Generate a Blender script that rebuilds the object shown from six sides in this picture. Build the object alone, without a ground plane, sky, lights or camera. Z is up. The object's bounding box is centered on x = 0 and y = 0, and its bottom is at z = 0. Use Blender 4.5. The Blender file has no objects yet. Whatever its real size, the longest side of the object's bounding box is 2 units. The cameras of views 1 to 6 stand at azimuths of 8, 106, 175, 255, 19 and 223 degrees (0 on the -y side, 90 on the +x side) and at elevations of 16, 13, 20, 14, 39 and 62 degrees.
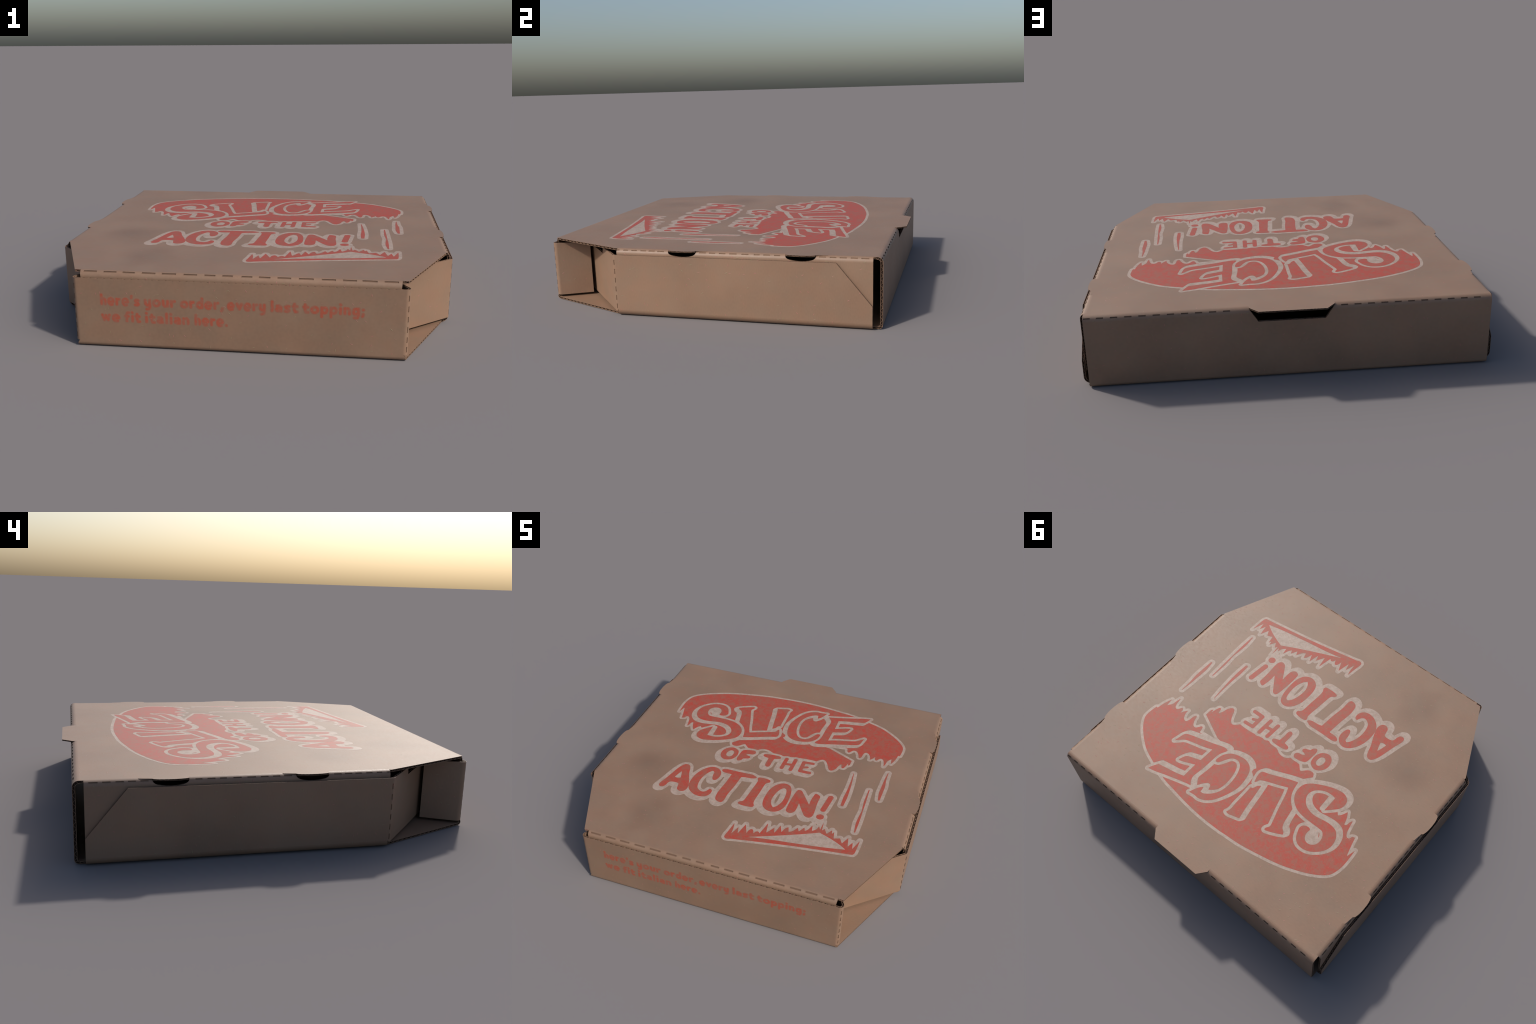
"""A closed corrugated-cardboard pizza box, built as folded sheets of board:
liners, fluted raw edges, creased and perforated folds, tucked corner flaps,
and the ink printed on its lid and front wall."""
import math
import random
import bpy
import bmesh
import numpy as np

random.seed(7)

# ----------------------------------------------------------------- sizes (m)
T = 0.0108          # board thickness
LINER = 0.0014      # paper liner on each side of the fluting
GROOVE = 0.006      # how deep one sees into a raw edge
WAVE = 0.032        # pitch of the fluting
TOP = 0.3636        # upper face of the lid
FRONT_Y, BACK_Y = -0.984, 0.940
SIDE_X = 1.000      # outer face of the side walls
LID_X = 0.985       # outer face of the tucked lid flaps
LID_FRONT_Y = -0.967
R = 0.028           # fold radius of the lid, on the outer face
RB = 0.019          # tighter folds along the bottom
WALL_TOP = 0.333


# ------------------------------------------------------------------ materials
def new_material(name):
    m = bpy.data.materials.new(name)
    m.use_nodes = True
    nt = m.node_tree
    nt.nodes.clear()
    out = nt.nodes.new("ShaderNodeOutputMaterial")
    bsdf = nt.nodes.new("ShaderNodeBsdfPrincipled")
    nt.links.new(bsdf.outputs[0], out.inputs[0])
    return m, nt, bsdf


class Nodes:
    """Small helper to write node graphs as expressions."""

    def __init__(self, nt):
        self.nt = nt

    def put(self, socket, value):
        if isinstance(value, bpy.types.NodeSocket):
            self.nt.links.new(value, socket)
        elif value is not None:
            socket.default_value = value

    def math(self, op, a, b=None, clamp=False):
        n = self.nt.nodes.new("ShaderNodeMath")
        n.operation, n.use_clamp = op, clamp
        self.put(n.inputs[0], a)
        self.put(n.inputs[1], b)
        return n.outputs[0]

    def vec(self, op, a, b=None, scale=None):
        n = self.nt.nodes.new("ShaderNodeVectorMath")
        n.operation = op
        self.put(n.inputs[0], a)
        self.put(n.inputs[1], b)
        if scale is not None:
            self.put(n.inputs["Scale"], scale)
        return n.outputs["Value"] if op in ("LENGTH", "DISTANCE") else n.outputs["Vector"]

    def mix(self, f, a, b, blend="MIX"):
        n = self.nt.nodes.new("ShaderNodeMix")
        n.data_type, n.blend_type = "RGBA", blend
        self.put(n.inputs[0], f)
        self.put(n.inputs[6], a)
        self.put(n.inputs[7], b)
        return n.outputs[2]

    def ramp(self, x, lo, hi, to_lo=0.0, to_hi=1.0):
        n = self.nt.nodes.new("ShaderNodeMapRange")
        n.interpolation_type = "SMOOTHSTEP"
        for i, v in enumerate((x, lo, hi, to_lo, to_hi)):
            self.put(n.inputs[i], v)
        return n.outputs[0]

    def noise(self, vec, scale, detail=3.0, rough=0.55, colour=False):
        n = self.nt.nodes.new("ShaderNodeTexNoise")
        self.put(n.inputs["Vector"], vec)
        n.inputs["Scale"].default_value = scale
        n.inputs["Detail"].default_value = detail
        n.inputs["Roughness"].default_value = rough
        return n.outputs["Color" if colour else "Fac"]

    def coords(self):
        return self.nt.nodes.new("ShaderNodeTexCoord").outputs["Object"]

    def flat_coords(self, co, plane):
        """Object coordinates laid flat in the plane of a panel (xy, xz or yz)."""
        sep = self.nt.nodes.new("ShaderNodeSeparateXYZ")
        self.put(sep.inputs[0], co)
        com = self.nt.nodes.new("ShaderNodeCombineXYZ")
        for i, a in enumerate(plane):
            self.put(com.inputs[i], sep.outputs["xyz".index(a)])
        return com.outputs[0]

    def flecks(self, flat, size, keep):
        """Short straight fibres in random directions: one per Voronoi cell."""
        p = self.vec("SCALE", flat, scale=1.0 / size)
        wob = self.noise(flat, 60.0, 1.0, colour=True)
        p = self.vec("ADD", p, self.vec("SCALE", self.vec("SUBTRACT", wob, (0.5, 0.5, 0.5)), scale=0.12))
        v = self.nt.nodes.new("ShaderNodeTexVoronoi")
        v.voronoi_dimensions = "2D"
        v.inputs["Scale"].default_value = 1.0
        self.put(v.inputs["Vector"], p)
        d = self.vec("SUBTRACT", p, v.outputs["Position"])
        sep = self.nt.nodes.new("ShaderNodeSeparateColor")
        self.put(sep.inputs[0], v.outputs["Color"])
        rot = self.nt.nodes.new("ShaderNodeVectorRotate")
        rot.rotation_type = "Z_AXIS"
        self.put(rot.inputs["Vector"], d)
        self.put(rot.inputs["Angle"], self.math("MULTIPLY", sep.outputs[0], 6.283))
        far = self.vec("LENGTH", self.vec("MULTIPLY", rot.outputs[0], (1.0, 4.2, 0.0)))
        mask = self.ramp(far, 0.11, 0.20, 1.0, 0.0)
        mask = self.math("MULTIPLY", mask, self.ramp(sep.outputs[1], 1.0 - keep, 1.0 - keep + 0.25))
        return mask, sep.outputs[2]


KRAFT = (0.240, 0.150, 0.097, 1)
KRAFT_WARM = (0.244, 0.140, 0.089, 1)
KRAFT_GREY = (0.230, 0.145, 0.096, 1)
INK_RED = (0.378, 0.047, 0.026, 1)
INK_RED_WORN = (0.288, 0.086, 0.053, 1)
INK_WHITE = (0.395, 0.298, 0.240, 1)
INK_TEXT = (0.340, 0.076, 0.040, 1)


def kraft_material(name, plane, stains=()):
    """Unbleached paper: cloudy brown with pink and olive fibres pressed in."""
    m, nt, bsdf = new_material(name)
    g = Nodes(nt)
    co = g.coords()
    cloud = g.noise(co, 2.6, 3.0)
    tint = g.noise(co, 9.0, 2.0)
    grain = g.noise(g.vec("MULTIPLY", co, (1.0, 2.5, 1.0)), 70.0, 4.0, 0.6)
    col = g.mix(g.ramp(tint, 0.35, 0.65), KRAFT_WARM, KRAFT_GREY)
    col = g.mix(0.45, col, KRAFT)
    val = g.math("ADD", g.ramp(cloud, 0.25, 0.75, 0.90, 1.07), g.ramp(grain, 0.2, 0.8, -0.05, 0.05))
    for x, y, z, r, depth in stains:
        d = g.vec("DISTANCE", co, (x, y, z))
        wob = g.math("ADD", d, g.math("MULTIPLY", g.math("SUBTRACT", g.noise(co, 4.5, 1.0), 0.5), r * 0.7))
        val = g.math("MULTIPLY", val, g.ramp(wob, 0.0, r, 1.0 - depth, 1.0))
    col = g.mix(1.0, col, val, "MULTIPLY")
    flat = g.flat_coords(co, plane)
    mask, pick = g.flecks(flat, 0.038, 0.42)
    fibre = g.mix(g.ramp(pick, 0.52, 0.56), (0.355, 0.140, 0.120, 1), (0.235, 0.190, 0.105, 1))
    col = g.mix(g.math("MULTIPLY", mask, 0.85), col, fibre)
    g.put(bsdf.inputs["Base Color"], col)
    g.put(bsdf.inputs["Roughness"], g.ramp(grain, 0.2, 0.8, 0.47, 0.58))
    bsdf.inputs["Specular IOR Level"].default_value = 0.5
    bump = nt.nodes.new("ShaderNodeBump")
    bump.inputs["Strength"].default_value = 0.5
    bump.inputs["Distance"].default_value = 0.0013
    g.put(bump.inputs["Height"], g.math("ADD", g.math("MULTIPLY", mask, 1.1), g.math("MULTIPLY", grain, 0.25)))
    g.put(bsdf.inputs["Normal"], bump.outputs[0])
    return m


def ink_material(name, fresh, worn, lo, hi, plane="xyz", gloss=0.48):
    """Ink soaked unevenly into the paper, the fibres showing through."""
    m, nt, bsdf = new_material(name)
    g = Nodes(nt)
    co = g.coords()
    patch = g.noise(co, 34.0, 6.0, 0.66)
    patch2 = g.noise(g.vec("MULTIPLY", co, (1.0, 1.6, 1.0)), 85.0, 3.0, 0.6)
    w = g.math("ADD", g.math("MULTIPLY", patch, 0.65), g.math("MULTIPLY", patch2, 0.35))
    col = g.mix(g.ramp(w, lo, hi), fresh, worn)
    mask, pick = g.flecks(g.flat_coords(co, plane), 0.040, 0.62)
    lighter = g.mix(0.5, col, (0.60, 0.10, 0.075, 1))
    col = g.mix(g.math("MULTIPLY", mask, 0.6), col, lighter)
    g.put(bsdf.inputs["Base Color"], col)
    bsdf.inputs["Roughness"].default_value = 0.55
    bsdf.inputs["Specular IOR Level"].default_value = gloss
    bump = nt.nodes.new("ShaderNodeBump")
    bump.inputs["Strength"].default_value = 0.35
    bump.inputs["Distance"].default_value = 0.0012
    g.put(bump.inputs["Height"], g.math("ADD", g.math("MULTIPLY", mask, 0.8), g.math("MULTIPLY", patch2, 0.35)))
    g.put(bsdf.inputs["Normal"], bump.outputs[0])
    return m


def plain_material(name, a, b, rough=0.8):
    m, nt, bsdf = new_material(name)
    g = Nodes(nt)
    col = g.mix(g.noise(g.coords(), 90.0, 3.0), a, b)
    g.put(bsdf.inputs["Base Color"], col)
    bsdf.inputs["Roughness"].default_value = rough
    bsdf.inputs["Specular IOR Level"].default_value = 0.25
    return m


STAINS = [(-0.51, -0.70, TOP, 0.21, 0.22), (-0.45, -0.60, TOP, 0.12, 0.06), (-0.60, -0.46, TOP, 0.16, 0.11),
          (-0.67, -0.26, TOP, 0.19, 0.20), (0.42, -0.97, 0.09, 0.22, 0.15), (0.12, -0.97, 0.13, 0.18, 0.08)]
PAPER = {"top": kraft_material("kraft_paper_lid", "xyz", STAINS),
         "front": kraft_material("kraft_paper_front", "xzy", STAINS),
         "side": kraft_material("kraft_paper_side", "yzx")}
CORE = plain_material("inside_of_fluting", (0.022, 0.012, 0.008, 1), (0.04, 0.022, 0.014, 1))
CREASE = plain_material("cut_paper", (0.140, 0.082, 0.054, 1), (0.165, 0.098, 0.064, 1))
PRESSED = plain_material("paper_darkened_for_dents", (0.175, 0.106, 0.068, 1), (0.20, 0.122, 0.079, 1))  # a darker brown than the kraft around it, on the floor and sides of the dents
FLUTE = plain_material("fluting_paper", (0.17, 0.10, 0.066, 1), (0.23, 0.14, 0.093, 1))
RED = ink_material("red_ink", INK_RED, INK_RED_WORN, 0.38, 0.60)
WHITE = ink_material("white_ink", INK_WHITE, (0.300, 0.215, 0.165, 1), 0.38, 0.66, gloss=0.55)
TEXT = ink_material("red_text_ink", INK_TEXT, (0.272, 0.100, 0.063, 1), 0.42, 0.60, "xzy")
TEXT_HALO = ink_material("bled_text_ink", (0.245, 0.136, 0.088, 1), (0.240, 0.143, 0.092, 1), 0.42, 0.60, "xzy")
TEXT_EDGE = ink_material("faded_text_ink", (0.268, 0.108, 0.067, 1), (0.250, 0.128, 0.082, 1), 0.42, 0.60, "xzy")


# ------------------------------------------------------------- folded sheets
class Path:
    """Profile of the outer face of a sheet: lines and circular folds in a plane.
    s runs along it; the outward normal lies to the `side` of the direction."""

    def __init__(self, start, direction, pieces, side=1):
        self.side, self.pieces = side, []
        p, d, s = np.array(start, float), np.array(direction, float), 0.0
        d /= np.linalg.norm(d)
        for piece in pieces:
            n = side * np.array([-d[1], d[0]])
            if piece[0] == "line":
                self.pieces.append(("line", s, piece[1], p.copy(), d.copy(), n))
                p = p + d * piece[1]
                s += piece[1]
            else:
                r, ang = piece[1], math.radians(piece[2])
                c = p - n * r
                self.pieces.append(("arc", s, r * ang, c, d.copy(), n, r))
                p = c + r * (n * math.cos(ang) + d * math.sin(ang))
                d = d * math.cos(ang) - n * math.sin(ang)
                s += r * ang
        self.length = s

    def at(self, s):
        for k in self.pieces:
            if s <= k[1] + k[2] + 1e-9 or k is self.pieces[-1]:
                u = s - k[1]
                if k[0] == "line":
                    return k[3] + k[4] * u, k[5]
                a = u / k[6]
                n = k[5] * math.cos(a) + k[4] * math.sin(a)
                return k[3] + k[6] * n, n

    def ends(self):
        return [k[1] for k in self.pieces] + [self.length]

    def cuts(self, steps=10):
        out = []
        for k in self.pieces:
            if k[0] == "arc":
                out += [k[1] + k[2] * i / steps for i in range(steps + 1)]
        return out


def shift_outline(pts, seam, by):
    """Move each raw edge of a counter-clockwise outline inwards."""
    n, res = len(pts), []
    P = [np.array(p, float) for p in pts]

    def line(i):
        a, b = P[i], P[(i + 1) % n]
        d = (b - a) / np.linalg.norm(b - a)
        q = np.array([-d[1], d[0]])
        return a + q * (0 if i in seam else by), d, q

    for i in range(n):
        a0, d0, q0 = line((i - 1) % n)
        a1, d1, q1 = line(i)
        cr = d0[0] * d1[1] - d0[1] * d1[0]
        if abs(cr) < 0.05:
            res.append(a1 + d1 * np.dot(P[i] - a1, d1))
        else:
            w = a1 - a0
            t = (w[0] * d1[1] - w[1] * d1[0]) / cr
            res.append(a0 + d0 * t)
    return [tuple(p) for p in res]


def cut_polygon(outline, s_cuts=(), t_cuts=()):
    bm = bmesh.new()
    bm.faces.new([bm.verts.new((s, t, 0)) for s, t in outline])
    for axis, cuts in ((0, s_cuts), (1, t_cuts)):
        no = (1, 0, 0) if axis == 0 else (0, 1, 0)
        lo = min(p[axis] for p in outline)
        hi = max(p[axis] for p in outline)
        for c in sorted(set(round(c, 6) for c in cuts)):
            if lo + 1e-5 < c < hi - 1e-5:
                co = (c, 0, 0) if axis == 0 else (0, c, 0)
                bmesh.ops.bisect_plane(bm, geom=bm.verts[:] + bm.edges[:] + bm.faces[:], dist=1e-6, plane_co=co, plane_no=no)
    bm.normal_update()
    for f in bm.faces:
        if f.normal.z < 0:
            f.normal_flip()
    bm.verts.index_update()
    verts = [(v.co.x, v.co.y) for v in bm.verts]
    faces = [[v.index for v in f.verts] for f in bm.faces]
    rim = []
    for e in bm.edges:
        if len(e.link_loops) == 1:
            lp = e.link_loops[0]
            rim.append((lp.vert.index, lp.link_loop_next.vert.index))
    bm.free()
    return verts, faces, rim


def on_segment(p, a, b):
    ax, ay, bx, by = a[0], a[1], b[0], b[1]
    L = math.hypot(bx - ax, by - ay)
    cr = abs((bx - ax) * (p[1] - ay) - (by - ay) * (p[0] - ax)) / L
    dt = ((p[0] - ax) * (bx - ax) + (p[1] - ay) * (by - ay)) / L
    return cr < 1e-5 and -1e-5 < dt < L + 1e-5


ROOT = bpy.data.objects.new("pizza_box", None)
bpy.context.scene.collection.objects.link(ROOT)
ROOT["label"] = "closed corrugated cardboard pizza box printed in red"
ROOT["category"] = "pizza box"


def finish(name, verts, faces, mats, mat_index, parent, smooth=True, kind=None):
    me = bpy.data.meshes.new(name)
    me.from_pydata([tuple(map(float, v)) for v in verts], [], faces)
    for m in mats:
        me.materials.append(m)
    me.polygons.foreach_set("material_index", mat_index)
    if smooth:
        me.polygons.foreach_set("use_smooth", [True] * len(me.polygons))
        me.set_sharp_from_angle(angle=math.radians(28))
    me.validate()
    me.update()
    ob = bpy.data.objects.new(name, me)
    bpy.context.scene.collection.objects.link(ob)
    ob.parent = parent
    if kind:
        ob["kind"] = kind
    return ob


def sheet(name, outline, place, paper, parent, seam_edges=(), s_cuts=(), slots=(), flip=False, fluting_parent=None,
          slot_depth=0.0022, flutes=True, slot_material=None, thick=T):
    """One panel of corrugated board. `outline` is its cut shape in sheet
    coordinates (s, t); place(s, t, h) puts a point h under the outer face.
    `slots` are perforation dashes (s0, s1, t0, t1) pressed in along a fold."""
    n = len(outline)
    area = sum(outline[i][0] * outline[(i + 1) % n][1] - outline[(i + 1) % n][0] * outline[i][1] for i in range(n))
    seams = [(outline[i], outline[(i + 1) % n]) for i in seam_edges]
    if area < 0:
        outline = outline[::-1]
    edges = [(outline[i], outline[(i + 1) % n]) for i in range(n)]
    seam = {i for i, (a, b) in enumerate(edges) if any({a, b} == {c, d} for c, d in seams)}

    def is_seam(a, b):
        return any(on_segment(a, *edges[i]) and on_segment(b, *edges[i]) for i in seam)

    V, F, M = [], [], []

    def add(points):
        k = len(V)
        V.extend(points)
        return k

    def face(ids, m):
        F.append(list(ids) if not flip else list(ids)[::-1])
        M.append(m)

    s_all = list(s_cuts) + [c for sl in slots for c in sl[:2]]
    t_all = [c for sl in slots for c in sl[2:]]
    verts, faces, rim = cut_polygon(outline, s_all, t_all)
    # outer liner
    o = add([place(s, t, 0) for s, t in verts])
    for f in faces:
        cs = sum(verts[i][0] for i in f) / len(f)
        ct = sum(verts[i][1] for i in f) / len(f)
        slot = next((sl for sl in slots if sl[0] < cs < sl[1] and sl[2] < ct < sl[3]), None)
        if slot is None:
            face([o + i for i in f], 0)
            continue
        low = add([place(cs + (verts[i][0] - cs) * 0.9, verts[i][1], slot_depth) for i in f])
        face(range(low, low + len(f)), 2)
        for j in range(len(f)):
            a, b = f[j], f[(j + 1) % len(f)]
            neighbours = any(sl[2] < ct < sl[3] and sl[0] < cs < sl[1] and
                             sl[0] < (verts[a][0] + verts[b][0]) / 2 < sl[1] and
                             sl[2] < (verts[a][1] + verts[b][1]) / 2 < sl[3] for sl in slots)
            if not neighbours:
                face([o + a, o + b, low + (j + 1) % len(f), low + j], 2)
    # inner liner (no slots)
    verts2, faces2, rim2 = cut_polygon(outline, s_cuts)
    i0 = add([place(s, t, thick) for s, t in verts2])
    for f in faces2:
        face([i0 + i for i in f[::-1]], 0)
    # the cut rims of the two liners
    for vs, rm, base, h0, h1 in ((verts, rim, o, 0, LINER), (verts2, rim2, i0, thick, thick - LINER)):
        for a, b in rm:
            if is_seam(vs[a], vs[b]):
                continue
            k = add([place(*vs[a], h0), place(*vs[b], h0), place(*vs[a], h1), place(*vs[b], h1)])
            face([k + 1, k, k + 2, k + 3] if h0 < h1 else [k, k + 1, k + 3, k + 2], 0)
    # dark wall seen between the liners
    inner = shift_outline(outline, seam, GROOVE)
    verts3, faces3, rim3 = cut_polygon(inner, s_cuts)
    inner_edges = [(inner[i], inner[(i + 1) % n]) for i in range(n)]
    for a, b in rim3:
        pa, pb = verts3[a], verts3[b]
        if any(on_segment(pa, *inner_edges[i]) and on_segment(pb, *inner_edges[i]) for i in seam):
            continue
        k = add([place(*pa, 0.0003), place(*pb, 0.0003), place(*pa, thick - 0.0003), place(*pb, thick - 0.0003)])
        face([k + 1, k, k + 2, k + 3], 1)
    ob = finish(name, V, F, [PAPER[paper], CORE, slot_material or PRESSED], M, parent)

    if flutes:
        V, F = [], []
        hw, th = thick / 2 - LINER + 0.0003, 0.0006
        for i, (a, b) in enumerate(edges):
            if i in seam:
                continue
            L = math.hypot(b[0] - a[0], b[1] - a[1])
            if L < 0.008:
                continue
            d = ((b[0] - a[0]) / L, (b[1] - a[1]) / L)
            q = (-d[1], d[0])
            ph = random.random() * 6.28
            steps = max(2, int(round(L / (WAVE / 10))))
            ring = []
            for j in range(steps + 1):
                u = L * j / steps
                w = math.sin(2 * math.pi * u / WAVE + ph)
                h = thick / 2 + hw * (0.80 * w + 0.25 * w ** 3) * 0.97
                row = []
                for inset in (0.0006, GROOVE):
                    x, y = a[0] + d[0] * u + q[0] * inset, a[1] + d[1] * u + q[1] * inset
                    row += [place(x, y, h - th), place(x, y, h + th)]
                ring.append(len(V))
                V.extend(row)
            for j in range(steps):
                r0, r1 = ring[j], ring[j + 1]
                F += [[r0, r1, r1 + 1, r0 + 1], [r0, r0 + 2, r1 + 2, r1], [r0 + 1, r1 + 1, r1 + 3, r0 + 3]]
        if F:
            finish("fluting", V, F, [FLUTE], [0] * len(F), fluting_parent or ob, kind="stuff")
    return ob


def arc_points(y0, y1, reach, n=14, power=1.0):
    """Half-moon from y0 to y1 that bulges by `reach`: (offset, y) pairs."""
    out = []
    for i in range(n + 1):
        a = math.pi * i / n
        out.append((reach * math.sin(a) ** power, (y0 + y1) / 2 - (y1 - y0) / 2 * math.cos(a)))
    return out


# ---------------------------------------------------------------- the panels
M = 0.004                                   # flat margin before a fold
LID_SIDE = LID_X - R - M                    # where the lid's side folds begin
BACK_START = BACK_Y - R - M
FRONT_START = LID_FRONT_Y + R - 0.004 - M + 0.004
HALF_MOONS = ((-0.172, -0.017), (0.456, 0.612))
FOLD = R * math.pi / 2

# lid: flat plate with chamfered front corners, half-moon tabs and the back tab
right = [(0.757, -0.953), (0.967, -0.478), (0.967, -0.467), (LID_SIDE, -0.467)]
side_seams = []
for y0, y1 in HALF_MOONS:
    right += [(LID_SIDE, y0)]
    right += [(0.976 + dx, y) for dx, y in arc_points(y0, y1, 0.018, 12, 0.9)]
    right += [(0.967, y1 + 0.056), (LID_SIDE, y1 + 0.062)]
right += [(LID_SIDE, 0.893), (0.967, 0.893), (0.967, BACK_START)]
back = [(0.204, BACK_START), (0.204, 0.931), (0.161, 0.983), (-0.161, 0.983), (-0.204, 0.931), (-0.204, BACK_START)]
left = [(-x, y) for x, y in reversed(right)]
front = [(-0.729, -0.953), (-0.729, FRONT_START), (0.729, FRONT_START), (0.729, -0.953)]
lid_outline = right + back + left + front


def seam_indices(outline, test):
    n = len(outline)
    return [i for i in range(n) if test(outline[i], outline[(i + 1) % n])]


def same(v, w):
    return abs(v - w) < 1e-6


lid_seams = seam_indices(lid_outline, lambda a, b: (same(abs(a[0]), LID_SIDE) and same(a[0], b[0])) or
                         (same(a[1], BACK_START) and same(b[1], BACK_START)) or
                         (same(a[1], FRONT_START) and same(b[1], FRONT_START)))


def place_lid(s, t, h):
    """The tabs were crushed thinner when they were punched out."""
    crushed = t > BACK_START + 0.012 or abs(s) > 0.9705
    return (s, t, TOP - h * (0.62 if crushed else 1.0))


lid = sheet("lid", lid_outline, place_lid, "top", ROOT, lid_seams)

# lid front flap, tucked behind the front wall
pf = Path((FRONT_START, TOP), (-1, 0), [("line", M), ("arc", R, 90), ("line", 0.24)], side=-1)


def place_front_flap(s, t, h):
    p, n = pf.at(s)
    return (t, p[0] - n[0] * h, p[1] - n[1] * h)


DASH = 0.0065
mid = M + FOLD * 0.36
front_dashes = [(-0.711, -0.649), (-0.616, -0.556), (-0.527, -0.470), (-0.437, -0.374), (-0.343, -0.278), (-0.243, -0.182),
                (-0.147, -0.098), (-0.066, -0.019), (0.021, 0.069), (0.099, 0.150), (0.182, 0.242), (0.277, 0.342),
                (0.378, 0.439), (0.470, 0.530), (0.555, 0.619), (0.650, 0.711)]
sheet("front_flap", [(0, -0.729), (0.285, -0.70), (0.285, 0.70), (0, 0.729)], place_front_flap, "front", lid, (3,), pf.cuts(),
      [(mid - DASH * 0.65, mid + DASH * 0.65, a, b) for a, b in front_dashes], fluting_parent=lid, flip=True, slot_material=CREASE)

# lid side flaps, tucked inside the side walls, notched where the half-moons stand
ps = Path((LID_SIDE, TOP), (1, 0), [("line", M), ("arc", R, 90), ("line", 0.27)], side=1)
side_dash_ends = [(-0.457, 0.018), (-0.412, 0.026), (-0.363, 0.030), (-0.311, 0.030), (-0.263, 0.034), (-0.212, 0.036),
                  (0.020, 0.036), (0.072, 0.032), (0.126, 0.034), (0.184, 0.038), (0.247, 0.036), (0.309, 0.030), (0.361, 0.034), (0.415, 0.030),
                  (0.645, 0.034), (0.697, 0.032), (0.747, 0.034), (0.801, 0.034), (0.855, 0.037)]
smid = M + FOLD * 0.5
for sign in (1, -1):
    outl = [(0, -0.467)]
    notch = [(0, -0.467)]
    for y0, y1 in HALF_MOONS:
        notch += [(0, y0), (M + FOLD * 0.45, y0)]
        notch += [(M + FOLD * 0.45 + dx, y) for dx, y in arc_points(y0, y1, FOLD * 0.55 + 0.005, 12, 0.8)[1:-1]]
        notch += [(M + FOLD * 0.45, y1), (0, y1)]
    notch += [(0, 0.893), (0.315, 0.893), (0.315, -0.44)]

    def place_side_flap(s, t, h, sign=sign):
        p, n = ps.at(s)
        return (sign * (p[0] - n[0] * h), t, p[1] - n[1] * h)

    seams = seam_indices(notch, lambda a, b: same(a[0], 0) and same(b[0], 0))
    sheet("side_flap", notch, place_side_flap, "side", lid, seams, ps.cuts(),
          [(smid - DASH / 2, smid + DASH / 2, y - w / 2, y + w / 2) for y, w in side_dash_ends], fluting_parent=lid, flip=sign < 0)

# back wall: hinge of lid and bottom, pierced below the back tab
pb = Path((BACK_START, TOP), (1, 0), [("line", M), ("arc", R, 90), ("line", TOP - R - RB), ("arc", RB, 90), ("line", BACK_Y - RB - FRONT_Y - RB),
                                      ("arc", RB, 90), ("line", 0.01)], side=1)
E = pb.ends()
BOTTOM0, BOTTOM1, FRONT1 = E[4], E[5], E[7]
FOOT = RB + 0.01


def place_back(s, t, h):
    p, n = pb.at(s)
    return (t, p[0] - n[0] * h, p[1] - n[1] * h)


down = M + FOLD + (TOP - R - 0.2935)
back_outline = [(0, 0.967), (0, 0.204), (M + FOLD * 0.5, 0.202), (down, 0.160), (down, -0.160), (M + FOLD * 0.5, -0.202), (0, -0.204), (0, -0.967),
                (BOTTOM0 + M, -0.967), (BOTTOM0 + M, 0.967)]
bmid = M + FOLD * 0.55
back_dashes = [(0.933, 0.963), (0.873, 0.905)]
x = 0.842
while x > 0.26:
    back_dashes.append((x - 0.033, x))
    x -= 0.0648
x = -0.233
while x > -0.94:
    back_dashes.append((max(x - 0.033, -0.962), x))
    x -= 0.0646
back_wall = sheet("back_wall", back_outline, place_back, "front", ROOT, (0, 6, 8), pb.cuts(),
                  [(bmid - DASH / 2, bmid + DASH / 2, a, b) for a, b in back_dashes], flip=True, slot_material=CREASE, thick=0.0132)  # brown dash colour here also bakes in the shadow under each upper lip


def s_of_y(y):
    return BOTTOM0 + (BACK_Y - RB - y)


bottom_outline = [(BOTTOM0 + M, 0.967), (BOTTOM0 + M, -0.967), (s_of_y(0.893), -0.967), (s_of_y(-0.470), -0.967), (s_of_y(-0.482), -0.967),
                  (BOTTOM1, -0.760), (FRONT1 - 0.014, -0.754), (FRONT1, -0.745), (FRONT1, 0.745), (FRONT1 - 0.014, 0.754), (BOTTOM1, 0.760), (s_of_y(-0.482), 0.967), (s_of_y(-0.470), 0.967), (s_of_y(0.893), 0.967)]
bottom = sheet("bottom", bottom_outline, place_back, "top", ROOT, (0, 2, 7, 12), pb.cuts(), flip=True)

# front wall with two corner flaps folded back behind it
CR = 0.022                                  # vertical corner fold radius
EAR = math.degrees(math.acos(-0.48))
arc_len = CR * math.radians(EAR)
half = 0.7427
pw = Path((-half, FRONT_Y), (1, 0), [("line", 2 * half), ("arc", CR, EAR), ("line", 0.1817)], side=-1)


def place_front(s, t, h, sign=1):
    p, n = pw.at(s)
    return (sign * (p[0] - n[0] * h), p[1] - n[1] * h, t)


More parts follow.
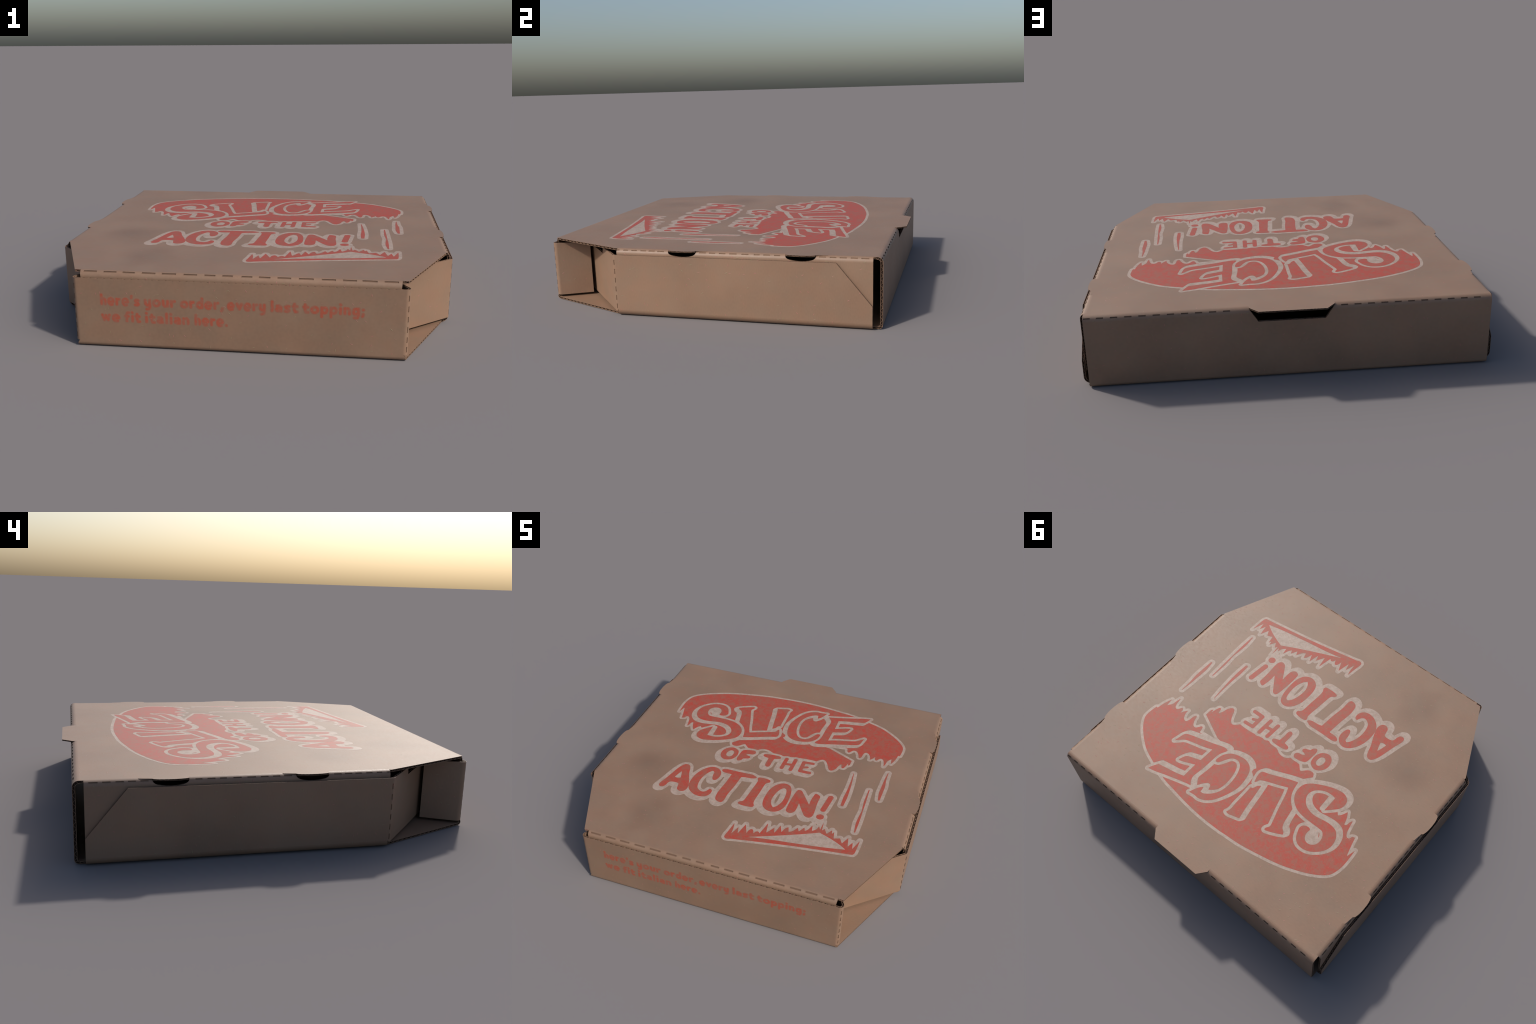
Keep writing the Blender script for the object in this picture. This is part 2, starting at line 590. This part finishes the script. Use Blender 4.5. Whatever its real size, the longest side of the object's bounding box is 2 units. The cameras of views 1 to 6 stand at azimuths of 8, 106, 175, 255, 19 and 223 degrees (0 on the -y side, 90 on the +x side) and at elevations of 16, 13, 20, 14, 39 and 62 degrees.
front_wall = sheet("front_wall", [(M, FOOT), (2 * half - M, FOOT), (2 * half - M, WALL_TOP), (M, WALL_TOP)], place_front, "front", ROOT, (0, 1, 3))
L0 = 2 * half
vertical_dashes = [(z, z + 0.026) for z in (0.040, 0.086, 0.134, 0.182, 0.230, 0.280)]
for sign in (1, -1):
    ear = [(L0 - M, FOOT), (L0 + arc_len * 0.6, FOOT - 0.003), (L0 + arc_len + 0.004, FOOT - 0.0045), (pw.length, FOOT - 0.004), (pw.length, WALL_TOP - 0.008),
           (L0 + arc_len + 0.01, WALL_TOP), (L0 - M, WALL_TOP)]
    vm = L0 + arc_len * 0.36
    sheet("corner_flap", ear, lambda s, t, h, sign=sign: place_front(s, t, h, sign), "side", front_wall, (6,), pw.cuts(14),
          [(vm - 0.0032, vm + 0.0032, a, b) for a, b in vertical_dashes], fluting_parent=front_wall, flip=sign < 0)

# side walls: sloped at the back, each with a corner flap folded in at the front
SR = 0.026
turn = 48.6
pside = Path((0.893, SIDE_X), (-1, 0), [("line", 0.893 + 0.466), ("arc", SR, turn), ("line", 0.58)], side=-1)
S1 = 0.893 + 0.466
S2 = S1 + SR * math.radians(turn)
pbend = Path((0.967, 0.0), (1, 0), [("arc", SIDE_X - 0.967, 90)], side=-1)
SB = SIDE_X - 0.967
for sign in (1, -1):
    def place_side(s, t, h, sign=sign):
        p, n = pside.at(s)
        return (sign * (p[1] - n[1] * h), p[0] - n[0] * h, t)

    # fold from the bottom up into the wall
    def place_bend(s, t, h, sign=sign):
        p, n = pbend.at(s)
        return (sign * (p[0] - n[0] * h), t, p[1] - n[1] * h)

    wall = sheet("side_wall", [(0, SB), (S1 - M, SB), (S1 - M, WALL_TOP), (0.178, WALL_TOP), (0, 0.120)], place_side, "side", ROOT, (0, 1),
                 flip=sign < 0)
    sheet("bottom_fold", [(0, -0.476), (pbend.length, -0.4675), (pbend.length, 0.893), (0, 0.893)], place_bend, "side", wall, (1, 3), pbend.cuts(),
          fluting_parent=wall, flip=sign > 0)
    e = S2
    ear = [(S1 - M, SB), (S1 + 0.003, SB), (S1 + 0.008, 0.0265), (e + 0.26, 0.0275), (e + 0.56, 0.030), (e + 0.56, 0.296),
           (e + 0.330, 0.301), (e + 0.221, 0.299), (e + 0.213, 0.334), (e + 0.01, WALL_TOP), (S1 - M, WALL_TOP)]
    vm = S1 + (S2 - S1) * 0.35
    sheet("corner_flap", ear, place_side, "front", wall, (10,), pside.cuts(8),
          [(vm - 0.0032, vm + 0.0032, a, b) for a, b in vertical_dashes], fluting_parent=wall, flip=sign < 0)


# ---------------------------------------------------------------------------
# Print on the lid: control points of each letter and picture part, in mm on
# the lid plane; a third entry marks a sharp corner.
PRINT = {
    'letter_s': [(-463,222,1), (-500,185), (-526,153), (-534,120), (-526,89), (-502,70), (-471,64), (-430,71), (-389,85), (-343,107), (-294,138), (-267,170), (-259,210), (-266,249), (-288,284), (-317,307), (-352,323), (-399,330), (-453,331), (-514,330), (-537,333), (-555,352), (-564,378), (-562,408), (-546,431), (-518,442), (-493,433), (-478,409), (-476,385), (-477,368), (-460,362), (-434,371), (-423,393), (-431,423), (-449,459), (-476,480), (-509,486), (-548,478), (-585,454), (-619,415), (-633,370), (-627,325), (-612,298), (-590,278), (-552,269), (-508,272), (-444,283), (-402,279), (-366,265), (-340,240), (-326,207), (-332,172), (-353,146), (-389,124), (-430,117), (-463,121,1), (-463,171)],
    'letter_l': [(-232,180,1), (-241,230), (-254,266), (-278,300), (-317,334,1), (-326,382), (-336,431), (-349,460), (-370,476), (-379,491,1), (-348,509), (-286,536), (-276,534), (-276,523), (-288,500), (-284,478), (-255,389), (-228,294), (-209,244,1), (-152,269), (-95,292), (-49,315), (-42,332), (-33,346,1), (-20,310), (-17,278), (-25,262), (-58,250), (-115,226), (-175,200)],
    'letter_i': [(-80,338,1), (-93,414), (-106,503), (-112,534), (-121,577,1), (-80,589), (-51,597), (-34,593,1), (-42,566), (-40,515), (-40,453), (-38,384,1), (-51,380), (-62,355)],
    'serif_nub': [(25,302,1), (26,281), (6,260,1), (2,288), (-6,324,1)],
    'letter_c': [(241,388), (243,363), (231,325), (201,291), (161,274), (113,267), (75,276), (48,296), (31,325), (19,376), (16,434), (29,488), (47,535), (69,578), (89,603), (115,623), (150,636), (178,635), (220,641,1), (209,613), (197,587), (176,562,1), (171,580), (170,596,1), (148,594), (111,565), (83,520), (72,467), (75,404), (87,355), (106,320), (132,303), (159,304), (179,316), (197,341), (212,371), (225,388)],
    'letter_e': [(519,684,1), (507,656), (488,624,1), (429,612), (373,601), (317,585,1), (317,486,1), (367,509), (402,523), (418,526,1), (410,499), (398,477), (378,467), (346,455), (313,443,1), (309,344,1), (361,364), (418,380), (475,397), (496,411), (513,429), (531,446,1), (525,417), (518,384), (509,368), (489,358), (433,340), (339,311), (266,287), (236,288), (235,300), (249,327), (258,358), (263,467), (272,548), (266,571), (242,604,1), (269,610), (343,631), (416,654), (471,673)],
    'pizza_slice': [(-751,304,1), (-756,398), (-751,452), (-732,505), (-692,543), (-627,582), (-536,621), (-460,646), (-343,673), (-225,695), (-123,704), (-83,708), (56,711), (180,703), (305,688), (400,674), (538,631), (618,600), (684,557), (739,511), (777,467), (794,429), (794,385), (789,344,1), (778,346,1), (771,299), (752,243,1), (746,295,1), (725,263), (722,241), (713,200,1), (704,252), (690,274), (673,271), (654,247), (644,283,1), (632,260), (615,238,1), (612,266), (594,297), (574,302), (564,282), (559,246), (547,233), (536,262), (518,293), (498,298), (483,283), (471,266), (461,271), (453,306,1), (335,293,1), (228,272,1), (42,254,1), (-229,155,1), (-372,117,1), (-475,118,1), (-532,184,1), (-543,196,1), (-558,179), (-574,142,1), (-594,180), (-606,218,1), (-617,212), (-622,186), (-631,169,1), (-640,211), (-649,246), (-665,269), (-680,268), (-688,249), (-704,242,1), (-717,295), (-736,361,1)],
    'cheese_slab': [(-244,138,1), (-276,100,1), (-263,77), (-237,75), (-221,84), (-196,110), (-186,111,1), (-159,83,1), (-124,82), (-89,83,1), (-76,97), (-49,107), (-17,104), (15,88), (85,80), (145,91), (205,100), (256,104), (301,103,1), (320,125), (339,134), (361,119), (379,87), (390,61), (402,46), (418,48), (434,69), (445,106), (457,131,1), (467,95,1), (480,98), (496,158,1), (499,131,1), (509,142,1), (511,187,1), (339,266,1), (226,278,1), (10,246,1), (-229,155,1)],
    'letter_a': [(-376,-459), (-398,-464), (-417,-451), (-423,-430), (-427,-406,1), (-443,-399), (-469,-400), (-484,-405), (-491,-416), (-497,-445), (-506,-461), (-524,-465), (-536,-454), (-537,-432), (-521,-376), (-498,-279), (-486,-244), (-469,-217), (-449,-212), (-432,-223), (-420,-250), (-408,-291), (-383,-349), (-363,-407), (-363,-438)],
    'letter_a_hole': [(-459,-289,1), (-449,-316), (-440,-348,1), (-457,-355), (-477,-354,1), (-469,-318)],
    'letter_c_action': [(-215,-389), (-210,-404), (-212,-429), (-231,-456), (-262,-467), (-297,-463), (-329,-446), (-352,-422), (-367,-387), (-372,-344), (-367,-289), (-349,-237), (-323,-200), (-295,-181), (-265,-180), (-239,-195), (-223,-219), (-218,-248), (-223,-278), (-233,-295), (-247,-296), (-257,-280), (-263,-252), (-266,-227), (-278,-217,1), (-290,-228), (-305,-258), (-317,-303), (-317,-355), (-307,-394), (-290,-413), (-265,-422), (-248,-414), (-237,-397), (-230,-383)],
    'letter_t': [(-111,-448), (-120,-470), (-142,-472), (-163,-458), (-171,-433), (-173,-387), (-163,-297), (-157,-207,1), (-175,-207), (-203,-207), (-222,-199), (-229,-187), (-221,-175), (-194,-169), (-135,-169), (-83,-167), (-37,-165), (-13,-173), (-1,-181), (-7,-193), (-31,-202), (-66,-205), (-92,-212,1), (-100,-312), (-111,-394)],
    'letter_i_action': [(72,-429,1), (67,-448), (32,-453), (-7,-452), (-25,-444), (-21,-427), (-3,-414), (3,-385), (10,-306), (18,-215), (13,-200), (8,-191,1), (13,-178), (34,-172), (67,-174), (87,-180), (91,-198), (75,-213), (69,-230), (65,-303), (60,-376), (62,-410)],
    'letter_o': [(220,-188), (241,-233), (250,-305), (246,-379), (221,-428), (176,-446), (131,-427), (110,-382), (107,-306), (118,-242), (148,-193), (185,-175)],
    'letter_o_hole': [(208,-229), (218,-268), (219,-331), (203,-383), (183,-407,1), (166,-387), (153,-346), (157,-288), (173,-238), (192,-218,1)],
    'letter_n': [(416,-214), (420,-230), (419,-283), (424,-352), (423,-398), (408,-419), (382,-416), (360,-389), (316,-317,1), (317,-368), (312,-401), (293,-419), (266,-411), (260,-388), (261,-319), (268,-233), (277,-205), (298,-205), (319,-231), (377,-312,1), (375,-272), (380,-223), (388,-201)],
    'exclamation_bar': [(481,-203), (467,-326)],
    'exclamation_dot': [(485,-374), (489,-395), (482,-406), (468,-412), (449,-405), (445,-384), (453,-373), (466,-367)],
    'small_o': [(-209,37), (-197,12), (-197,-31), (-217,-66), (-254,-82), (-284,-69), (-300,-39), (-301,-1), (-281,35), (-246,52)],
    'small_o_hole': [(-229,13), (-223,-14), (-232,-40), (-253,-45), (-265,-31), (-264,-2), (-250,19)],
    'small_f': [(-96,61), (-91,44), (-102,28), (-128,22), (-144,13,1), (-130,5), (-116,3), (-109,-9), (-119,-23), (-136,-29), (-149,-35,1), (-157,-56), (-176,-64), (-186,-47), (-186,-14), (-181,40), (-168,54), (-139,64), (-106,67)],
    'small_t': [(76,61), (77,49), (60,39), (40,32,1), (37,-9), (36,-46), (25,-59), (8,-51), (3,-29), (4,8), (3,29,1), (-16,31), (-34,38), (-36,54), (-19,64), (21,69), (63,69)],
    'small_h_left': [(173,69), (170,-36)],
    'small_h_right': [(116,60), (112,-37)],
    'small_h_bar': [(166,14), (119,8)],
    'small_e_spine': [(230,66), (230,-26)],
    'small_e_low': [(287,71), (230,66)],
    'small_e_mid': [(263,24), (228,10)],
    'small_e_top': [(291,-25), (234,-26)],
    'crust': [(728,-605), (719,-623,1), (370,-676), (51,-738), (21,-746), (6,-733), (11,-687), (21,-611,1), (30,-654), (34,-698,1), (54,-634,1), (68,-685,1), (86,-599,1), (114,-666,1), (121,-632), (136,-625), (152,-657,1), (158,-638), (170,-630), (184,-642,1), (203,-543,1), (217,-624,1), (248,-568,1), (261,-610,1), (276,-537,1), (297,-589,1), (310,-548), (323,-537,1), (334,-572,1), (352,-559), (374,-521,1), (387,-550,1), (409,-506,1), (418,-533,1), (433,-515), (447,-471,1), (456,-519,1), (476,-498), (484,-466,1), (497,-493,1), (501,-423,1), (509,-496,1), (520,-477,1), (541,-512,1), (564,-473,1), (570,-503,1), (578,-484,1), (589,-535,1), (623,-521,1), (642,-557,1), (666,-501,1), (679,-571,1), (698,-529,1), (707,-580,1), (733,-502,1)],
    'crust_inside': [(674,-597,1), (619,-564), (563,-539), (501,-517,1), (416,-561), (281,-625), (125,-694,1), (227,-672), (393,-648), (561,-621)],
    'drip_one': [(756,-123), (753,-59), (755,10), (753,71), (756,149)],
    'drip_two': [(687,-443), (684,-370), (685,-309), (686,-254), (682,-171), (681,-55)],
    'drip_three': [(561,-246), (562,-173), (563,-102), (560,-15), (554,69)],
    's_upper_fill': [(-506,371),(-528,400)],
    's_lower_fill': [(-440,121),(-445,221)],
}


def curve(points, closed=True, steps=7):
    """Smooth outline through points given in millimetres; a third entry marks a sharp corner."""
    P = [np.array(p[:2], float) / 1000 for p in points]
    corner = [len(p) > 2 for p in points]
    n, out = len(P), []
    for i in range(n if closed else n - 1):
        p1, p2 = P[i], P[(i + 1) % n]
        p0 = P[(i - 1) % n] if (closed or i > 0) else 2 * p1 - p2
        p3 = P[(i + 2) % n] if (closed or i + 2 < n) else 2 * p2 - p1
        L = np.linalg.norm(p2 - p1)
        m1 = np.zeros(2) if corner[i] else (p2 - p0) / max(np.linalg.norm(p2 - p0), 1e-9) * L
        m2 = np.zeros(2) if corner[(i + 1) % n] else (p3 - p1) / max(np.linalg.norm(p3 - p1), 1e-9) * L
        if corner[i]:
            m1 = (p2 - p1) * 1.5 - m2 * 0.5
        if corner[(i + 1) % n]:
            m2 = (p2 - p1) * 1.5 - m1 * 0.5
        for j in range(steps):
            t = j / steps
            out.append((2 * t ** 3 - 3 * t ** 2 + 1) * p1 + (t ** 3 - 2 * t ** 2 + t) * m1 + (-2 * t ** 3 + 3 * t ** 2) * p2 + (t ** 3 - t ** 2) * m2)
    if not closed:
        out.append(P[-1])
    return np.array(out)


class Field:
    """Signed distance of printed shapes, sampled over a patch of paper."""
    FAR = 0.06

    def __init__(self, x0, x1, y0, y1, step):
        self.x = np.arange(x0, x1 + step, step)
        self.y = np.arange(y0, y1 + step, step)
        self.step = step

    def empty(self):
        return np.full((len(self.y), len(self.x)), self.FAR)

    def window(self, pts):
        lo, hi = pts.min(0) - self.FAR, pts.max(0) + self.FAR
        i0, i1 = np.searchsorted(self.x, (lo[0], hi[0]))
        j0, j1 = np.searchsorted(self.y, (lo[1], hi[1]))
        X, Y = np.meshgrid(self.x[i0:i1], self.y[j0:j1])
        return (slice(j0, j1), slice(i0, i1)), X, Y

    def polygon(self, pts):
        d = self.empty()
        win, X, Y = self.window(pts)
        best = np.full(X.shape, 9.0)
        inside = np.zeros(X.shape, bool)
        for a, b in zip(pts, np.roll(pts, -1, 0)):
            e = b - a
            L2 = e @ e
            if L2 < 1e-14:
                continue
            wx, wy = X - a[0], Y - a[1]
            t = np.clip((wx * e[0] + wy * e[1]) / L2, 0, 1)
            best = np.minimum(best, (wx - e[0] * t) ** 2 + (wy - e[1] * t) ** 2)
            if abs(e[1]) > 1e-12:
                hit = ((a[1] <= Y) != (b[1] <= Y)) & (X < a[0] + (Y - a[1]) * e[0] / e[1])
                inside ^= hit
        best = np.sqrt(best)
        d[win] = np.minimum(np.where(inside, -best, best), self.FAR)
        return d

    def stroke(self, pts, radii):
        """A brush stroke along a spine, its half-width changing from point to point."""
        d = self.empty()
        win, X, Y = self.window(pts)
        best = np.full(X.shape, 9.0)
        r = np.interp(np.linspace(0, 1, len(pts)), np.linspace(0, 1, len(radii)), radii)
        for a, b, ra, rb in zip(pts[:-1], pts[1:], r[:-1], r[1:]):
            e = b - a
            wx, wy = X - a[0], Y - a[1]
            t = np.clip((wx * e[0] + wy * e[1]) / max(e @ e, 1e-14), 0, 1)
            best = np.minimum(best, np.hypot(wx - e[0] * t, wy - e[1] * t) - (ra + (rb - ra) * t))
        d[win] = np.minimum(best, self.FAR)
        return d

    def moved(self, d, dx, dy):
        """The same shapes shifted (whole grid cells)."""
        i, j = int(round(dx / self.step)), int(round(dy / self.step))
        return np.roll(np.roll(d, i, 1), j, 0)

    def outlined(self, d, radius, shadow, steps=7):
        """Outline of constant width with a drop shadow trailing off to one side."""
        best = d
        for k in range(1, steps + 1):
            best = np.minimum(best, self.moved(d, shadow[0] * k / steps, shadow[1] * k / steps))
        return best - radius

    def mesh(self, d, name, place, material, parent):
        """Flat ink film where d < 0: marching squares, with full cells merged along rows."""
        x, y = self.x, self.y
        ny, nx = d.shape
        V, F, key = [], [], {}

        def vert(k, px, py, low=False):
            k = (k, low)
            if k not in key:
                key[k] = len(V)
                V.append(place(px, py, low))
            return key[k]

        def node(j, i):
            return vert(("n", j, i), x[i], y[j])

        def cross(j, i, horizontal):
            if horizontal:
                t = d[j, i] / (d[j, i] - d[j, i + 1])
                return ("h", j, i), x[i] + t * self.step, y[j]
            t = d[j, i] / (d[j, i] - d[j + 1, i])
            return ("v", j, i), x[i], y[j] + t * self.step

        ins = d < 0
        code = ins[:-1, :-1] * 1 + ins[:-1, 1:] * 2 + ins[1:, 1:] * 4 + ins[1:, :-1] * 8
        for j in range(ny - 1):
            row = code[j]
            busy = np.nonzero(row)[0]
            run = None
            for i in list(busy) + [nx + 5]:
                full = i < nx and row[i] == 15
                if run is not None and not (full and i == run[1] + 1):
                    a, b = run
                    F.append([node(j, a), node(j, b + 1), node(j + 1, b + 1), node(j + 1, a)])
                    run = None
                if i > nx:
                    break
                if full:
                    run = (i, i) if run is None else (run[0], i)
                    continue
                corners = [((j, i), 1), ((j, i + 1), 2), ((j + 1, i + 1), 4), ((j + 1, i), 8)]
                sides = [(j, i, True), (j, i + 1, False), (j + 1, i, True), (j, i, False)]
                poly, walls = [], []
                c = row[i]
                for k in range(4):
                    (cj, ci), bit = corners[k]
                    nxt = corners[(k + 1) % 4][1]
                    if c & bit:
                        poly.append(node(cj, ci))
                    if bool(c & bit) != bool(c & nxt):
                        q = cross(*sides[k])
                        poly.append(vert(*q))
                        walls.append((q, bool(c & bit)))
                if len(poly) > 2:
                    F.append(poly)
                for k, (q, leaving) in enumerate(walls):
                    if leaving:
                        r = walls[(k + 1) % len(walls)][0]
                        F.append([vert(*r), vert(*q), vert(*q, True), vert(*r, True)])
        ob = finish(name, V, F, [material], [0] * len(F), parent, smooth=False)
        return ob


# --------------------------------------------------------- print on the lid
fld = Field(-0.84, 0.86, -0.86, 0.74, 0.0027)


def shape(name):
    return fld.polygon(curve(PRINT[name]))


def strokes(name, radii):
    return fld.stroke(curve(PRINT[name], closed=False, steps=5), radii)


def joined(*fields):
    return np.minimum.reduce(fields)


slice_word = joined(*(shape(k) for k in ("letter_s", "letter_l", "letter_i", "letter_c", "letter_e")))
of_the = joined(np.maximum(shape("small_o"), -shape("small_o_hole")), shape("small_f"), shape("small_t"),
                strokes("small_h_left", [0.0125, 0.0125]), strokes("small_h_right", [0.0125, 0.0125]), strokes("small_h_bar", [0.011, 0.011]),
                strokes("small_e_spine", [0.0125, 0.0125]), strokes("small_e_low", [0.0115, 0.0115]), strokes("small_e_mid", [0.0095, 0.0105]),
                strokes("small_e_top", [0.0125, 0.0125]))
action = joined(np.maximum(shape("letter_a"), -shape("letter_a_hole")), shape("letter_c_action"), shape("letter_t"), shape("letter_i_action"),
                np.maximum(shape("letter_o"), -shape("letter_o_hole")), shape("letter_n"), strokes("exclamation_bar", [0.0165, 0.0165]),
                shape("exclamation_dot"))
pizza = joined(shape("pizza_slice"), shape("cheese_slab"))
crust_solid = shape("crust")
crust = np.maximum(crust_solid, -shape("crust_inside"))
drips = joined(strokes("drip_one", [0.006, 0.011, 0.0105, 0.006, 0.002]), strokes("drip_two", [0.004, 0.0085, 0.007, 0.0035, 0.0065, 0.003]),
               strokes("drip_three", [0.009, 0.0115, 0.008, 0.005, 0.0015]))

slice_white = joined(fld.outlined(slice_word, 0.018, (-0.012, -0.020)), strokes("s_upper_fill", [0.029, 0.026]), strokes("s_lower_fill", [0.0135, 0.0135]))
of_white = fld.outlined(of_the, 0.0175, (-0.013, -0.022))
action_white = fld.outlined(action, 0.020, (-0.011, -0.022))
pizza_white = pizza - 0.0165
crust_white = joined(fld.outlined(crust_solid, 0.0165, (0.0, 0.006)), fld.moved(crust_solid, 0, 0) - 0.015)
drip_white = drips - 0.020

white = joined(slice_white, of_white, action_white, pizza_white, crust_white, drip_white)
red_pizza = np.maximum(pizza, -joined(slice_white, of_white))
red_pizza = joined(red_pizza, shape("serif_nub"))


def on_lid(z):
    return lambda x, y, low: (x, y, TOP - 0.0006 if low else TOP + z)


fld.mesh(white, "white_print", on_lid(0.0003), WHITE, lid)
for d, name in ((joined(red_pizza, drips, crust), "pizza_print"), (slice_word, "lettering"), (of_the, "lettering"), (action, "lettering")):
    fld.mesh(d, name, on_lid(0.0006), RED, lid)


# ------------------------------------------------ lettering on the front wall
def bow(cx, cy, rx, ry, a0, a1, n=9):
    return [(cx + rx * math.cos(math.radians(a0 + (a1 - a0) * i / (n - 1))), cy + ry * math.sin(math.radians(a0 + (a1 - a0) * i / (n - 1)))) for i in range(n)]


# strokes of a plump lower-case alphabet, in x-heights: (advance width, spines)
ARCH = [(0.0, 0.62), (0.12, 0.80), (0.32, 0.84), (0.46, 0.70), (0.48, 0.52), (0.48, 0.18)]
LETTERS = {
    "h": (0.48, [[(0.0, 1.30), (0.0, 0.18)], ARCH]),
    "e": (0.68, [bow(0.34, 0.5, 0.33, 0.40, 10, 300, 14), [(0.10, 0.44), (0.64, 0.50)]]),
    "r": (0.38, [[(0.0, 0.84), (0.0, 0.18)], [(0.0, 0.55), (0.12, 0.78), (0.36, 0.83)]]),
    "'": (0.10, [[(0.06, 1.28), (0.03, 1.08)]]),
    "s": (0.44, [[(0.42, 0.80), (0.22, 0.85), (0.04, 0.74), (0.12, 0.56), (0.34, 0.44), (0.42, 0.28), (0.24, 0.16), (0.0, 0.20)]]),
    "y": (0.50, [[(0.0, 0.84), (0.02, 0.40), (0.18, 0.20), (0.36, 0.24), (0.48, 0.40)], [(0.50, 0.84), (0.50, 0.05), (0.40, -0.22), (0.14, -0.28)]]),
    "o": (0.66, [bow(0.33, 0.5, 0.33, 0.34, 0, 360, 15)]),
    "u": (0.50, [[(0.0, 0.84), (0.02, 0.36), (0.16, 0.18), (0.34, 0.20), (0.48, 0.34)], [(0.50, 0.84), (0.50, 0.18)]]),
    "d": (0.54, [bow(0.27, 0.5, 0.27, 0.34, 20, 340, 12), [(0.54, 1.30), (0.54, 0.18)]]),
    ",": (0.12, [[(0.08, 0.20), (0.06, 0.08), (0.0, -0.08)]]),
    "v": (0.56, [[(0.0, 0.84), (0.26, 0.20), (0.56, 0.84)]]),
    "l": (0.06, [[(0.03, 1.30), (0.03, 0.18)]]),
    "a": (0.52, [[(0.06, 0.80), (0.32, 0.84), (0.48, 0.68), (0.50, 0.18)], bow(0.24, 0.36, 0.24, 0.18, 30, 330, 9)]),
    "t": (0.40, [[(0.14, 1.10), (0.13, 0.40), (0.22, 0.18), (0.42, 0.18)], [(0.0, 0.82), (0.40, 0.82)]]),
    "p": (0.56, [[(0.0, 0.84), (0.0, -0.28)], bow(0.28, 0.5, 0.27, 0.34, 160, -160, 12)]),
    "i": (0.06, [[(0.03, 0.82), (0.03, 0.18)], [(0.03, 1.27), (0.03, 1.28)]]),
    "n": (0.48, [[(0.0, 0.84), (0.0, 0.18)], ARCH]),
    "g": (0.54, [bow(0.27, 0.5, 0.27, 0.34, 20, 340, 12), [(0.54, 0.84), (0.54, 0.0), (0.42, -0.24), (0.12, -0.26)]]),
    ";": (0.12, [[(0.08, 0.74), (0.08, 0.75)], [(0.08, 0.20), (0.06, 0.08), (0.02, -0.04)]]),
    "w": (0.80, [[(0.0, 0.84), (0.20, 0.20), (0.40, 0.80), (0.60, 0.20), (0.80, 0.84)]]),
    "f": (0.34, [[(0.06, 0.18), (0.06, 0.95), (0.16, 1.25), (0.36, 1.28)], [(-0.08, 0.80), (0.28, 0.80)]]),
    ".": (0.10, [[(0.05, 0.19), (0.05, 0.20)]]),
}
LINES = [(0.205, [("here's", -0.634, -0.446), ("your", -0.427, -0.277), ("order,", -0.259, -0.056), ("every", -0.044, 0.132), ("last", 0.153, 0.278),
                  ("topping;", 0.296, 0.571)]),
         (0.1245, [("we", -0.634, -0.542), ("fit", -0.521, -0.446), ("italian", -0.426, -0.218), ("here.", -0.194, -0.039)])]
XH, PEN, GAP = 0.0385, 0.0065, 0.42
txt = Field(-0.67, 0.61, 0.085, 0.275, 0.0017)
txt.FAR = 0.02
ink = txt.empty()
for base, words in LINES:
    for word, x0, x1 in words:
        natural = sum(LETTERS[c][0] for c in word) + GAP * (len(word) - 1)
        k = (x1 - x0 - 2 * PEN) / natural
        x = x0 + PEN
        for c in word:
            adv, spines = LETTERS[c]
            for sp in spines:
                pts = np.array([(x + px * k, base + py * XH) for px, py in sp])
                ink = np.minimum(ink, txt.stroke(pts, [PEN, PEN]))
            x += (adv + GAP) * k
for grow, lift, mat, name in ((0.0040, 0.00015, TEXT_HALO, "lettering_bleed"), (0.0018, 0.0003, TEXT_EDGE, "lettering_edge"), (-0.0010, 0.00045, TEXT, "lettering")):
    txt.mesh(ink - grow, name, lambda px, pz, low, lift=lift: (px, FRONT_Y + 0.0005 if low else FRONT_Y - lift, pz), mat, front_wall)
